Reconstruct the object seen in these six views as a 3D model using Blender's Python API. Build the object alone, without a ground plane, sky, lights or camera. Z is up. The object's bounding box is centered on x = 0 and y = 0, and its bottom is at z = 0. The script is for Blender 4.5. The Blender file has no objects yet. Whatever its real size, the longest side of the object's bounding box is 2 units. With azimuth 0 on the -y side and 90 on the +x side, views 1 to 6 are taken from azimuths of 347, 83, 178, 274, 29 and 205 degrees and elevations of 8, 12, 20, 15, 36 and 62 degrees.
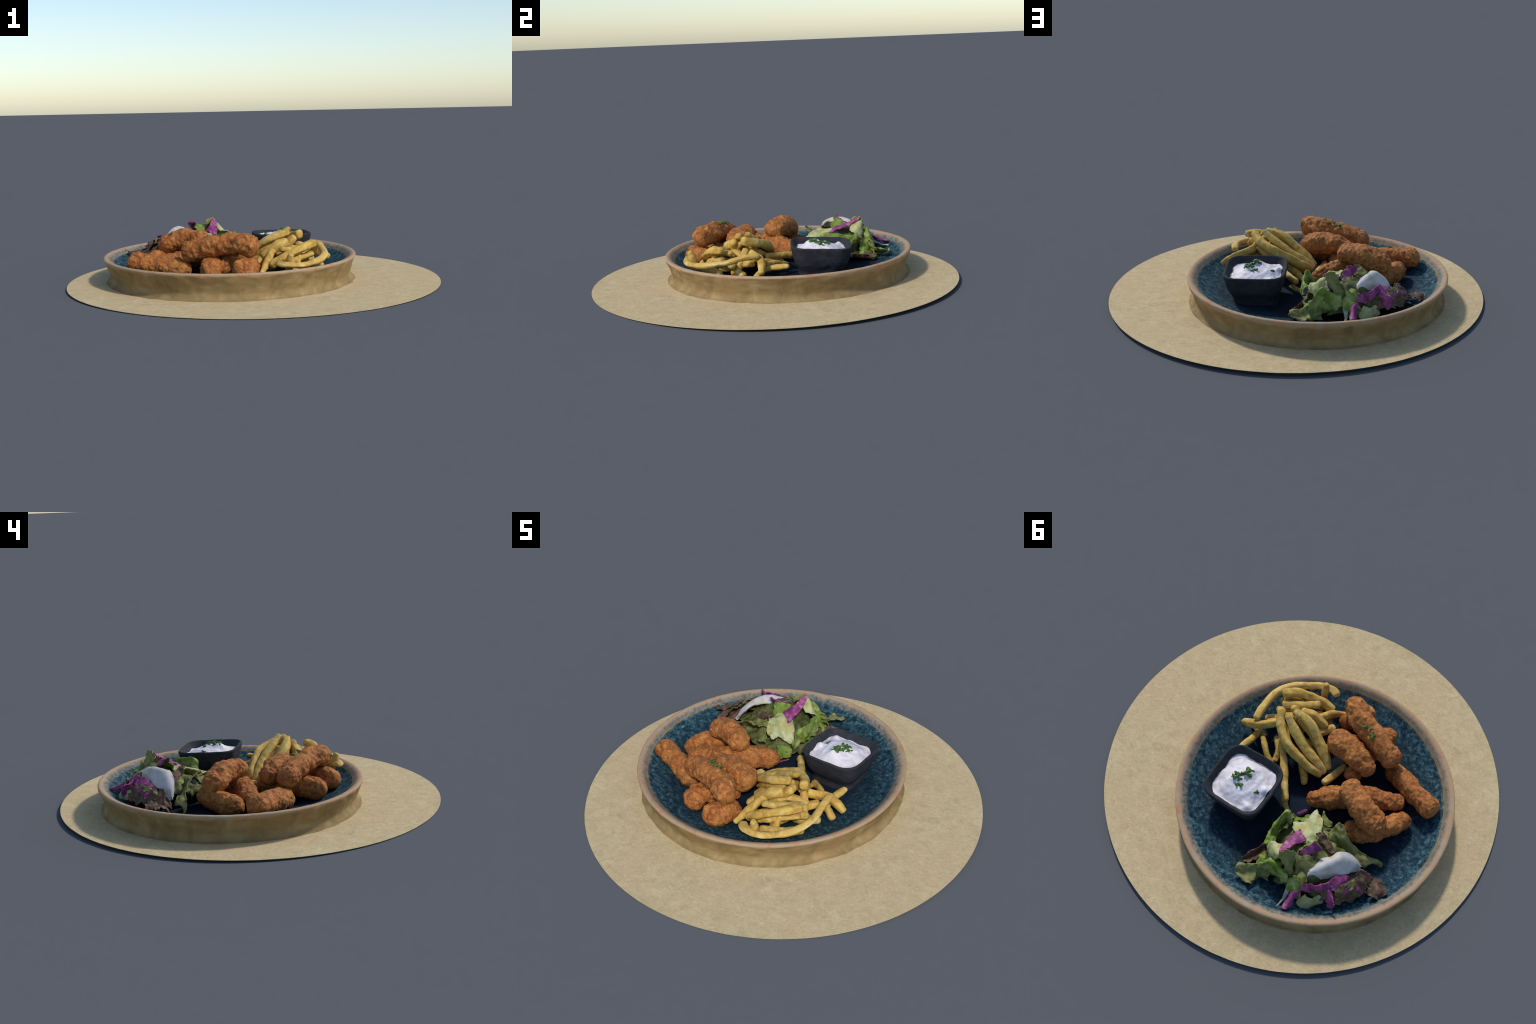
"""A round mat carrying a stoneware plate of breaded chicken strips, fries, salad and a cup of dip."""
import bpy, bmesh, math, random
import numpy as np
from mathutils import Vector, noise

random.seed(7)
COL = bpy.context.scene.collection

# ------------------------------------------------------------------ helpers
def fbm(p, scale, seed=0.0, octaves=3, gain=0.5):
    v, a, q = 0.0, 1.0, Vector(p) * (1.0 / scale) + Vector((seed * 7.3, seed * 3.1, seed * 5.7))
    for _ in range(octaves):
        v += a * noise.noise(q)
        q = q * 2.03
        a *= gain
    return v


def spline(points, n):
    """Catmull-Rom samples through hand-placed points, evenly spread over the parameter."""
    P = np.array(points, float)
    if len(P) == 2:
        t = np.linspace(0, 1, n)[:, None]
        return P[0] * (1 - t) + P[1] * t
    P = np.vstack([2 * P[0] - P[1], P, 2 * P[-1] - P[-2]])
    out = []
    for u in np.linspace(0, len(P) - 3 - 1e-9, n):
        i = int(u)
        f = u - i
        a, b, c, d = P[i:i + 4]
        out.append(0.5 * (2 * b + (c - a) * f + (2 * a - 5 * b + 4 * c - d) * f * f + (3 * b - a - 3 * c + d) * f ** 3))
    return np.array(out)


def make(name, verts, faces, mat, smooth=True, parent=None, origin=None):
    V = np.array(verts, float)
    o = np.array(origin if origin is not None else (V[:, 0].mean(), V[:, 1].mean(), V[:, 2].min()))
    base = np.array(parent.location) if parent is not None else np.zeros(3)
    me = bpy.data.meshes.new(name)
    me.from_pydata([tuple(v) for v in V - o], [], faces)
    me.validate()
    me.update()
    if smooth:
        me.polygons.foreach_set("use_smooth", [True] * len(me.polygons))
    me.materials.append(mat)
    ob = bpy.data.objects.new(name, me)
    COL.objects.link(ob)
    if parent is not None:
        ob.parent = parent
    ob.location = tuple(o - base)
    return ob


def thing(name, location, label, category):
    e = bpy.data.objects.new(name, None)
    e.empty_display_size = 0.05
    e.location = location
    COL.objects.link(e)
    e["label"], e["category"] = label, category
    return e


def tag(ob, label, category):
    ob["label"], ob["category"] = label, category
    return ob


# ------------------------------------------------------------------ materials
class Nodes:
    def __init__(self, name):
        self.mat = bpy.data.materials.new(name)
        self.mat.use_nodes = True
        self.t = self.mat.node_tree
        self.t.nodes.clear()
        self.out = self.t.nodes.new("ShaderNodeOutputMaterial")

    def add(self, kind, **props):
        n = self.t.nodes.new(kind)
        for k, v in props.items():
            setattr(n, k, v)
        return n

    def link(self, a, b):
        self.t.links.new(a, b)

    def coords(self):
        return self.add("ShaderNodeTexCoord").outputs["Object"]

    def position(self):
        return self.add("ShaderNodeNewGeometry").outputs["Position"]

    def noise(self, vec, scale, detail=4, rough=0.55, dist=0.0):
        n = self.add("ShaderNodeTexNoise")
        n.inputs["Scale"].default_value = scale
        n.inputs["Detail"].default_value = detail
        n.inputs["Roughness"].default_value = rough
        n.inputs["Distortion"].default_value = dist
        self.link(vec, n.inputs["Vector"])
        return n.outputs["Fac"]

    def voronoi(self, vec, scale, feature="F1"):
        n = self.add("ShaderNodeTexVoronoi", feature=feature)
        n.inputs["Scale"].default_value = scale
        self.link(vec, n.inputs["Vector"])
        return n.outputs["Distance"]

    def ramp(self, fac, stops, mode="LINEAR"):
        n = self.add("ShaderNodeValToRGB")
        n.color_ramp.interpolation = mode
        el = n.color_ramp.elements
        while len(el) < len(stops):
            el.new(0.5)
        for e, (p, c) in zip(el, stops):
            e.position = p
            e.color = (c, c, c, 1) if isinstance(c, (int, float)) else (*c, 1)
        self.link(fac, n.inputs["Fac"])
        return n.outputs["Color"]

    def mix(self, fac, a, b, blend="MIX"):
        n = self.add("ShaderNodeMix", data_type="RGBA", blend_type=blend)
        for sock, v in ((n.inputs[0], fac), (n.inputs[6], a), (n.inputs[7], b)):
            if isinstance(v, (int, float)):
                sock.default_value = v
            elif isinstance(v, tuple):
                sock.default_value = (*v, 1)
            else:
                self.link(v, sock)
        return n.outputs[2]

    def math(self, op, a, b=0.0, clamp=False):
        n = self.add("ShaderNodeMath", operation=op, use_clamp=clamp)
        for sock, v in ((n.inputs[0], a), (n.inputs[1], b)):
            if isinstance(v, (int, float)):
                sock.default_value = v
            else:
                self.link(v, sock)
        return n.outputs[0]

    def mapping(self, vec, scale=(1, 1, 1), loc=(0, 0, 0), rot=(0, 0, 0)):
        n = self.add("ShaderNodeMapping")
        n.inputs["Scale"].default_value = scale
        n.inputs["Location"].default_value = loc
        n.inputs["Rotation"].default_value = rot
        self.link(vec, n.inputs["Vector"])
        return n.outputs["Vector"]

    def finish(self, colour, rough=0.8, spec=0.2, bump=None, bump_dist=0.003, strength=0.6, translucent=0.0):
        b = self.add("ShaderNodeBsdfPrincipled")
        if isinstance(colour, tuple):
            b.inputs["Base Color"].default_value = (*colour, 1)
        else:
            self.link(colour, b.inputs["Base Color"])
        b.inputs["Roughness"].default_value = rough
        b.inputs["Specular IOR Level"].default_value = spec
        if bump is not None:
            n = self.add("ShaderNodeBump")
            n.inputs["Distance"].default_value = bump_dist
            n.inputs["Strength"].default_value = strength
            self.link(bump, n.inputs["Height"])
            self.link(n.outputs["Normal"], b.inputs["Normal"])
        sh = b.outputs["BSDF"]
        if translucent:
            tr = self.add("ShaderNodeBsdfTranslucent")
            if isinstance(colour, tuple):
                tr.inputs["Color"].default_value = (*colour, 1)
            else:
                self.link(colour, tr.inputs["Color"])
            m = self.add("ShaderNodeMixShader")
            m.inputs[0].default_value = translucent
            self.link(sh, m.inputs[1])
            self.link(tr.outputs[0], m.inputs[2])
            sh = m.outputs[0]
        self.link(sh, self.out.inputs["Surface"])
        return self.mat


def mat_paper():
    n = Nodes("mat_kraft_felt")
    p = n.coords()
    big = n.noise(p, 3.0, 5, 0.6, 0.6)
    mid = n.noise(p, 16, 5, 0.65, 0.8)
    fine = n.noise(p, 70, 4, 0.6)
    c = n.ramp(mid, [(0.28, (0.43, 0.325, 0.172)), (0.5, (0.54, 0.412, 0.228)), (0.72, (0.63, 0.495, 0.30))])
    c = n.mix(n.ramp(big, [(0.42, 0.0), (0.62, 0.55)]), c, (0.575, 0.395, 0.215))
    c = n.mix(n.ramp(fine, [(0.35, 0.0), (0.7, 0.35)]), c, (0.66, 0.54, 0.31))
    for rot, off in ((0.4, 2.0), (1.9, 6.0)):
        fib = n.noise(n.mapping(p, scale=(1, 1.7, 1), loc=(off, off, 0), rot=(0, 0, rot)), 30, 4, 0.6, 2.2)
        c = n.mix(n.ramp(fib, [(0.36, 0.40), (0.48, 0.0)]), c, (0.40, 0.325, 0.170))
        c = n.mix(n.ramp(fib, [(0.56, 0.0), (0.70, 0.40)]), c, (0.67, 0.555, 0.355))
    green = n.noise(n.mapping(p, loc=(3, 1, 0)), 8, 3, 0.6, 1.0)
    c = n.mix(n.ramp(green, [(0.55, 0.0), (0.72, 0.4)]), c, (0.47, 0.42, 0.19))
    scuff = n.noise(n.mapping(p, scale=(1, 3, 1), loc=(9, 4, 0)), 11, 2, 0.5, 2.0)
    c = n.mix(n.ramp(scuff, [(0.70, 0.0), (0.76, 0.45)]), c, (0.66, 0.58, 0.44))
    return n.finish(c, 0.95, 0.1, mid, 0.004, 0.25)


def mat_stoneware(cx, cy):
    n = Nodes("reactive_glaze_stoneware")
    p = n.position()
    rel = n.mapping(p, loc=(-cx, -cy, 0))
    flat = n.mapping(rel, scale=(1, 1, 0))
    ln = n.add("ShaderNodeVectorMath", operation="LENGTH")
    n.link(flat, ln.inputs[0])
    r = ln.outputs["Value"]
    wob = n.noise(p, 14, 4, 0.6)
    rw = n.math("ADD", r, n.math("MULTIPLY", n.math("SUBTRACT", wob, 0.5), 0.030))
    streak = n.noise(p, 46, 6, 0.72, 0.5)
    speck = n.noise(p, 120, 3, 0.6, 0.5)
    blot = n.noise(p, 7, 4, 0.6, 0.5)
    # glaze: navy pool in the well, speckled teal higher up, pale where it thins at the lip
    navy = n.mix(n.ramp(blot, [(0.35, 0.0), (0.7, 1.0)]), (0.0045, 0.008, 0.016), (0.010, 0.020, 0.036))
    teal = n.ramp(streak, [(0.36, (0.005, 0.014, 0.024)), (0.47, (0.014, 0.044, 0.062)), (0.56, (0.040, 0.100, 0.118)), (0.67, (0.125, 0.215, 0.225))])
    teal = n.mix(n.ramp(speck, [(0.58, 0.0), (0.72, 0.5)]), teal, (0.060, 0.130, 0.160))
    c = n.mix(n.ramp(rw, [(0.40, 0.0), (0.50, 0.35), (0.62, 1.0)]), navy, teal)
    greyed = n.mix(n.ramp(streak, [(0.4, 0.0), (0.62, 1.0)]), (0.10, 0.115, 0.11), (0.29, 0.26, 0.21))
    c = n.mix(n.ramp(rw, [(0.622, 0.0), (0.648, 1.0)]), c, greyed)
    # bare clay on lip and outside
    clay = n.mix(n.ramp(blot, [(0.35, 0.0), (0.65, 1.0)]), (0.40, 0.29, 0.175), (0.43, 0.275, 0.16))
    rust = n.noise(n.mapping(p, loc=(5, 2, 1)), 18, 4, 0.65, 0.8)
    clay = n.mix(n.ramp(rust, [(0.52, 0.0), (0.66, 0.8)]), clay, (0.43, 0.20, 0.095))
    greyc = n.noise(n.mapping(p, loc=(1, 8, 3)), 22, 3, 0.6, 0.6)
    clay = n.mix(n.ramp(greyc, [(0.56, 0.0), (0.70, 0.7)]), clay, (0.38, 0.34, 0.265))
    c = n.mix(n.ramp(rw, [(0.648, 0.0), (0.662, 1.0)]), c, clay)
    # outer wall: olive-tan clay darkened with some of the baked shade, only on faces that look outwards below the lip
    sep = n.add("ShaderNodeSeparateXYZ")
    n.link(p, sep.inputs[0])
    below = n.ramp(n.math("ADD", sep.outputs["Z"], n.math("MULTIPLY", n.math("SUBTRACT", wob, 0.5), 0.03)), [(0.120, 1.0), (0.136, 0.0)])
    out = n.math("MULTIPLY", below, n.math("GREATER_THAN", r, 0.632))
    wall_n = n.noise(p, 10, 4, 0.6, 0.4)
    wall = n.ramp(wall_n, [(0.32, (0.21, 0.146, 0.064)), (0.5, (0.285, 0.200, 0.090)), (0.68, (0.35, 0.262, 0.125))])
    wall = n.mix(n.ramp(rust, [(0.5, 0.0), (0.7, 0.5)]), wall, (0.30, 0.155, 0.062))
    c = n.mix(out, c, wall)
    return n.finish(c, 0.8, 0.10, streak, 0.002, 0.25)


def mat_slate():
    n = Nodes("black_slate_ceramic")
    p = n.coords()
    a = n.noise(p, 30, 5, 0.6)
    c = n.ramp(a, [(0.3, (0.022, 0.023, 0.027)), (0.7, (0.040, 0.041, 0.048))])
    edge = n.ramp(n.noise(p, 60, 3, 0.6), [(0.6, 0.0), (0.75, 0.5)])
    c = n.mix(edge, c, (0.065, 0.066, 0.073))
    return n.finish(c, 0.85, 0.15, a, 0.002, 0.4)


def mat_dip():
    n = Nodes("white_yoghurt_dip")
    p = n.coords()
    a = n.noise(p, 22, 4, 0.55, 0.6)
    b = n.noise(p, 9, 3, 0.5)
    c = n.ramp(a, [(0.3, (0.66, 0.60, 0.62)), (0.55, (0.76, 0.70, 0.70)), (0.75, (0.82, 0.76, 0.74))])
    c = n.mix(n.ramp(b, [(0.5, 0.0), (0.75, 0.5)]), c, (0.60, 0.57, 0.62))
    return n.finish(c, 0.55, 0.3, a, 0.004, 0.4)


def mat_breading():
    n = Nodes("golden_fried_breading")
    p = n.coords()
    a = n.noise(p, 24, 5, 0.66, 1.2)
    b = n.noise(p, 60, 4, 0.65, 0.6)
    big = n.noise(p, 7, 3, 0.5)
    c = n.ramp(a, [(0.30, (0.13, 0.037, 0.010)), (0.42, (0.275, 0.086, 0.019)), (0.55, (0.42, 0.148, 0.032)), (0.72, (0.59, 0.260, 0.072))])
    c = n.mix(n.ramp(big, [(0.45, 0.0), (0.68, 0.45)]), c, (0.36, 0.175, 0.044))
    c = n.mix(n.ramp(b, [(0.55, 0.0), (0.72, 0.6)]), c, (0.52, 0.235, 0.085))
    crack = n.voronoi(n.mapping(p, scale=(1, 1, 1)), 26, "DISTANCE_TO_EDGE")
    c = n.mix(n.ramp(crack, [(0.0, 0.55), (0.07, 0.0)]), c, (0.17, 0.052, 0.018))
    herb = n.noise(n.mapping(p, loc=(4, 7, 2)), 38, 2, 0.5)
    c = n.mix(n.ramp(herb, [(0.74, 0.0), (0.78, 0.6)]), c, (0.16, 0.15, 0.035))
    h = n.mix(0.5, a, b)
    return n.finish(c, 0.75, 0.25, h, 0.006, 0.7)


def mat_fry():
    n = Nodes("fried_potato")
    p = n.coords()
    info = n.add("ShaderNodeObjectInfo")
    a = n.noise(p, 15, 5, 0.6, 1.0)
    b = n.noise(p, 8, 3, 0.5)
    c = n.ramp(a, [(0.32, (0.33, 0.175, 0.028)), (0.45, (0.50, 0.295, 0.052)), (0.56, (0.60, 0.405, 0.100)), (0.69, (0.73, 0.57, 0.26))])
    c = n.mix(n.ramp(b, [(0.45, 0.0), (0.7, 0.7)]), c, (0.55, 0.315, 0.050))
    skin = n.noise(n.mapping(p, loc=(2, 9, 4)), 28, 4, 0.6, 0.5)
    c = n.mix(n.ramp(skin, [(0.58, 0.0), (0.70, 0.6)]), c, (0.29, 0.225, 0.065))
    c = n.mix(n.math("MULTIPLY", info.outputs["Random"], 0.16), c, (0.60, 0.48, 0.22))
    return n.finish(c, 0.7, 0.25, a, 0.003, 0.4)


def mat_leaf(name, lo, mid, hi, tint=None, amount=0.5, scale=14.0, trans=0.2):
    n = Nodes(name)
    p = n.coords()
    a = n.noise(p, scale, 4, 0.55, 1.0)
    c = n.ramp(a, [(0.30, lo), (0.5, mid), (0.70, hi)])
    if tint:
        t = n.noise(n.mapping(p, loc=(3, 5, 8)), scale * 0.8, 3, 0.5, 0.6)
        c = n.mix(n.ramp(t, [(0.50, 0.0), (0.64, amount)]), c, tint)
    vein = n.noise(n.mapping(p, scale=(1, 3, 1)), 45, 3, 0.5, 1.5)
    c = n.mix(n.ramp(vein, [(0.58, 0.0), (0.72, 0.25)]), c, hi)
    return n.finish(c, 0.55, 0.3, vein, 0.003, 0.4, trans)


PAPER = mat_paper()
PLATE_C = (-0.111, 0.092)
STONE = mat_stoneware(*PLATE_C)
SLATE = mat_slate()
DIP = mat_dip()
BREAD = mat_breading()
FRY = mat_fry()
GREEN = mat_leaf("green_lettuce", (0.09, 0.16, 0.016), (0.19, 0.28, 0.035), (0.36, 0.44, 0.11), (0.50, 0.50, 0.22), 0.5)
PALE = mat_leaf("pale_lettuce_heart", (0.30, 0.34, 0.10), (0.52, 0.53, 0.24), (0.66, 0.66, 0.42), (0.58, 0.42, 0.15), 0.5)
OLIVE = mat_leaf("olive_lettuce", (0.13, 0.14, 0.030), (0.25, 0.27, 0.075), (0.42, 0.42, 0.17), (0.34, 0.26, 0.10), 0.5)
BROWN = mat_leaf("red_leaf_lettuce", (0.055, 0.030, 0.018), (0.15, 0.082, 0.050), (0.29, 0.155, 0.11), (0.17, 0.16, 0.055), 0.55)
DARK = mat_leaf("painted_shade_lettuce", (0.05, 0.055, 0.016), (0.10, 0.11, 0.030), (0.18, 0.19, 0.06))  # dark lettuce tone with the shade between the leaves painted in
CABB = mat_leaf("red_cabbage", (0.17, 0.026, 0.105), (0.35, 0.065, 0.205), (0.52, 0.23, 0.35), (0.12, 0.020, 0.11), 0.7, 22)
WHITE = mat_leaf("white_onion", (0.52, 0.49, 0.47), (0.62, 0.59, 0.56), (0.70, 0.67, 0.62), (0.46, 0.36, 0.19), 0.6, 12, 0.12)
STEM = mat_leaf("pale_stem", (0.40, 0.42, 0.30), (0.52, 0.52, 0.38), (0.60, 0.60, 0.48))
HERB = mat_leaf("parsley", (0.035, 0.085, 0.012), (0.07, 0.16, 0.025), (0.15, 0.27, 0.06), None, 0.0, 40)


# ------------------------------------------------------------------ the mat
def mat_height(x, y):
    return max(0.0096 + 0.0024 * x + 0.0086 * y + 0.001 * (x * x - y * y), 0.002)


def build_mat():
    rings, seg = 60, 192
    V, F = [], []
    for side in (0, 1):
        V.append((0, 0, mat_height(0, 0) - 0.002 * side))
        for i in range(1, rings + 1):
            for j in range(seg):
                a = 2 * math.pi * j / seg
                rr = i / rings
                if i == rings:
                    rr *= 1.0 - 0.0012 * abs(noise.noise((math.cos(a) * 9, math.sin(a) * 9, 2)))
                x, y = rr * math.cos(a), rr * math.sin(a)
                z = mat_height(x, y) + 0.0012 * fbm((x, y, 0), 0.09, 3) * (1 if rr < 0.985 else 0.3)
                V.append((x, y, max(z - 0.002 * side, 0.0006 * (1 - side))))
    n = 1 + rings * seg
    for side in (0, 1):
        o = n * side
        for j in range(seg):
            k = (j + 1) % seg
            t = (o, o + 1 + j, o + 1 + k)
            F.append(t if side == 0 else t[::-1])
            for i in range(rings - 1):
                a = o + 1 + i * seg
                q = (a + j, a + seg + j, a + seg + k, a + k)
                F.append(q if side == 0 else q[::-1])
    e = 1 + (rings - 1) * seg
    m = len(V)
    V += V[e:e + seg] + V[n + e:n + e + seg]
    for j in range(seg):
        k = (j + 1) % seg
        F.append((m + j, m + seg + j, m + seg + k, m + k))
    ob = make("round_placemat", V, F, PAPER, origin=(0, 0, 0))

    tag(ob, "thin round tan kraft paper placemat with mottled surface", "placemat")
    return ob


build_mat()


# ------------------------------------------------------------------ the plate
PLATE = thing("stoneware_plate", (PLATE_C[0], PLATE_C[1], 0.008), "shallow round clay plate with dark blue reactive glaze inside", "plate")
OUTER = [(0.30, 0.010), (0.58, 0.010), (0.674, 0.0085), (0.664, 0.015), (0.655, 0.026), (0.650, 0.044), (0.655, 0.066), (0.664, 0.090), (0.674, 0.113), (0.681, 0.128)]
RIM = [(0.685, 0.137), (0.684, 0.144), (0.677, 0.148), (0.666, 0.147), (0.654, 0.141)]
INNER = [(0.642, 0.132), (0.620, 0.115), (0.590, 0.098), (0.550, 0.085), (0.50, 0.076), (0.44, 0.070), (0.36, 0.067), (0.22, 0.065), (0.08, 0.065)]


def tilt(x, y):
    return 0.0015 * x + 0.0095 * y


def build_plate():
    prof = spline(OUTER + RIM + INNER, 120)
    cuts = []
    for key in (RIM[0], INNER[0]):
        cuts.append(int(np.argmin([(p[0] - key[0]) ** 2 + (p[1] - key[1]) ** 2 for p in prof])))
    seg = 220
    V = []
    for i, (r, z) in enumerate(prof):
        for j in range(seg):
            a = 2 * math.pi * j / seg
            ca, sa = math.cos(a), math.sin(a)
            rr, zz = r, z
            if i < cuts[0]:  # hand-thrown wall: faceted dents, a ragged foot
                w = min(1.0, i / 14.0) * min(1.0, (cuts[0] - i) / 6.0)
                rr += w * (0.0045 * fbm((ca * r, sa * r, z), 0.055, 5, 3) + 0.004 * fbm((ca, sa, z * 2), 0.35, 8, 2))
            else:
                rr += 0.0022 * fbm((ca, sa, 0), 0.09, 2, 3) * max(0.0, 1 - abs(i - cuts[0]) / 14.0)
                zz += 0.0014 * fbm((ca, sa, 0.5), 0.07, 4, 3)
            x, y = PLATE_C[0] + rr * ca + (0.005 * max(0.0, 1 - z / 0.13) if i < cuts[0] else 0.0), PLATE_C[1] + rr * sa
            V.append((x, y, zz + tilt(x, y)))
    V = np.array(V)
    # one smooth surface, its vertex normals kept when it is split into parts
    faces = [(i * seg + j, i * seg + (j + 1) % seg, (i + 1) * seg + (j + 1) % seg, (i + 1) * seg + j) for i in range(len(prof) - 1) for j in range(seg)]
    tmp = bpy.data.meshes.new("tmp")
    tmp.from_pydata([tuple(v) for v in V], [], faces)
    tmp.update()
    N = np.zeros((len(V), 3))
    for pgn in tmp.polygons:
        nn = np.array(pgn.normal) * pgn.area
        for k in pgn.vertices:
            N[k] += nn
    N /= np.linalg.norm(N, axis=1)[:, None] + 1e-12
    bpy.data.meshes.remove(tmp)
    for name, lo, hi in (("outer_wall", 0, cuts[0]), ("rim", cuts[0], cuts[1]), ("glazed_well", cuts[1], len(prof) - 1)):
        vs = V[lo * seg:(hi + 1) * seg]
        ns = N[lo * seg:(hi + 1) * seg]
        fs = [(i * seg + j, i * seg + (j + 1) % seg, (i + 1) * seg + (j + 1) % seg, (i + 1) * seg + j) for i in range(hi - lo) for j in range(seg)]
        if name == "glazed_well":
            last = (hi - lo) * seg
            fs.append(tuple(last + j for j in range(seg)))
        if name == "outer_wall":
            fs.append(tuple(range(seg))[::-1])
        ob = make(name, vs, fs, STONE, parent=PLATE, origin=PLATE.location)
        ob.data.normals_split_custom_set_from_vertices([tuple(q) for q in ns])


build_plate()


def floor_height(x, y):
    r = math.hypot(x - PLATE_C[0], y - PLATE_C[1])
    return float(np.interp(r, [p[0] for p in INNER[::-1]], [p[1] for p in INNER[::-1]])) + tilt(x, y)


# ------------------------------------------------------------------ the cup of dip
CUP_C = Vector((0.213, 0.224, 0.066))
CUP_ROT = math.radians(-8)
CUP = thing("dip_cup", CUP_C, "small square black ceramic cup of white herbed dip", "sauce cup")


def rounded_square(h, rc, n):
    """Points round a square of half side h with corner radius rc, slightly bowed sides."""
    pts = []
    for j in range(n):
        a = 2 * math.pi * j / n + 1e-4
        d = Vector((math.cos(a), math.sin(a)))
        lo, hi = 0.0, 2.0 * h
        for _ in range(30):
            m = (lo + hi) / 2
            q = (max(abs(d.x) * m - (h - rc), 0), max(abs(d.y) * m - (h - rc), 0))
            if math.hypot(*q) > rc:
                hi = m
            else:
                lo = m
        pts.append((d.x * lo * (1 + 0.02 * math.cos(2 * a) ** 2), d.y * lo * (1 + 0.02 * math.cos(2 * a) ** 2)))
    return pts


def cup_world(x, y, z):
    c, s = math.cos(CUP_ROT), math.sin(CUP_ROT)
    X, Y = CUP_C.x + c * x - s * y, CUP_C.y + s * x + c * y
    k = max(0.0, z - 0.03) / 0.13
    return (X, Y, CUP_C.z + z * 0.975 - k * (0.010 * (X - CUP_C.x) + 0.035 * (Y - CUP_C.y)))


def build_cup():
    n = 96
    prof = [(0.08, 0.0, 0.03), (0.112, 0.0, 0.040), (0.116, 0.006, 0.044), (0.114, 0.030, 0.048), (0.122, 0.052, 0.052), (0.136, 0.078, 0.060), (0.146, 0.108, 0.066), (0.152, 0.138, 0.068), (0.156, 0.158, 0.070),
            (0.157, 0.168, 0.070), (0.153, 0.173, 0.069), (0.147, 0.172, 0.066), (0.141, 0.164, 0.063), (0.131, 0.146, 0.058), (0.122, 0.128, 0.052), (0.112, 0.108, 0.048), (0.04, 0.085, 0.02)]
    P = spline(prof, 64)
    V, F = [], []
    for h, z, rc in P:
        for (x, y) in rounded_square(h, min(rc, h * 0.9), n):
            w = cup_world(x, y, z)
            d = 0.0022 * fbm(w, 0.035, 11)
            V.append((w[0] + d, w[1] + d * 0.5, w[2] + 0.0012 * fbm(w, 0.05, 12)))
    for i in range(len(P) - 1):
        for j in range(n):
            k = (j + 1) % n
            F.append((i * n + j, i * n + k, (i + 1) * n + k, (i + 1) * n + j))
    F.append(tuple(range(n))[::-1])
    F.append(tuple((len(P) - 1) * n + j for j in range(n)))
    make("cup_body", V, F, SLATE, parent=CUP)
    # dip: a swirled mound, pulled up to the wall at two corners
    V, F, rings = [], [], 40
    tex = []
    edge = rounded_square(0.1285, 0.055, n)
    def dip_z(u, v):
        r = math.hypot(u, v) / 0.125
        z = 0.138 + 0.036 * max(0.0, 1 - r ** 2.2)
        z += 0.022 * math.exp(-((u + 0.004) ** 2 + (v + 0.058) ** 2) / 0.0009) + 0.008 * math.exp(-((u - 0.035) ** 2 + (v - 0.01) ** 2) / 0.0008)
        z += 0.026 * math.exp(-((u + 0.118) ** 2 + (v + 0.015) ** 2) / 0.0005) + 0.022 * math.exp(-((u + 0.09) ** 2 + (v - 0.10) ** 2) / 0.0005)
        z += 0.007 * fbm((u, v, 0), 0.045, 21, 3)
        return z
    V.append(cup_world(0, 0, dip_z(0, 0)))
    for i in range(1, rings + 1):
        for j in range(n):
            u, v = edge[j][0] * i / rings, edge[j][1] * i / rings
            V.append(cup_world(u, v, dip_z(u, v)))
    for j in range(n):
        k = (j + 1) % n
        F.append((0, 1 + j, 1 + k))
        for i in range(rings - 1):
            a = 1 + i * n
            F.append((a + j, a + n + j, a + n + k, a + k))
    make("dip", V, F, DIP, parent=CUP)
    return dip_z


dip_z = build_cup()


def herb_bit(name, centre, size, seed, parent=None):
    """A crumpled scrap of chopped parsley: a lobed little leaf with thickness."""
    n, V, F = 18, [], []
    rnd = random.Random(seed)
    up = Vector((rnd.uniform(-.4, .4), rnd.uniform(-.4, .4), 1)).normalized()
    ax = up.orthogonal().normalized()
    ay = up.cross(ax)
    ph = rnd.uniform(0, 6.28)
    c = Vector(centre)
    for side, h in ((1, size * 0.22), (-1, -size * 0.18)):
        V.append(tuple(c + up * h))
        for ring in (0.55, 1.0):
            for j in range(n):
                a = 2 * math.pi * j / n
                rr = size * ring * (0.75 + 0.32 * math.sin(3 * a + ph) + 0.12 * math.sin(7 * a + 2 * ph))
                z = h * (1.15 if ring < 1 else 0.3) + size * 0.22 * math.sin(2 * a + ph) * ring
                V.append(tuple(c + ax * rr * math.cos(a) + ay * rr * 0.8 * math.sin(a) + up * z))
    m = 1 + 2 * n
    for j in range(n):
        k = (j + 1) % n
        F += [(0, 1 + j, 1 + k), (1 + j, 1 + n + j, 1 + n + k, 1 + k), (m, m + 1 + k, m + 1 + j), (m + 1 + j, m + 1 + k, m + 1 + n + k, m + 1 + n + j), (1 + n + j, m + 1 + n + j, m + 1 + n + k, 1 + n + k)]
    return make(name, V, F, HERB, parent=parent)


for s, (u, v, size) in enumerate([(0.002, -0.044, 0.026), (-0.012, -0.030, 0.018), (0.014, -0.026, 0.015), (0.034, -0.002, 0.021), (0.048, -0.008, 0.014), (0.040, 0.018, 0.015), (0.016, 0.012, 0.013), (-0.004, 0.030, 0.017), (0.012, 0.040, 0.012), (-0.086, 0.016, 0.014), (0.056, 0.010, 0.010), (0.026, -0.018, 0.012)]):
    w = cup_world(u, v, dip_z(u, v) + 0.002)
    herb_bit("chopped_parsley", w, size * 1.1, 30 + s, CUP)


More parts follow.
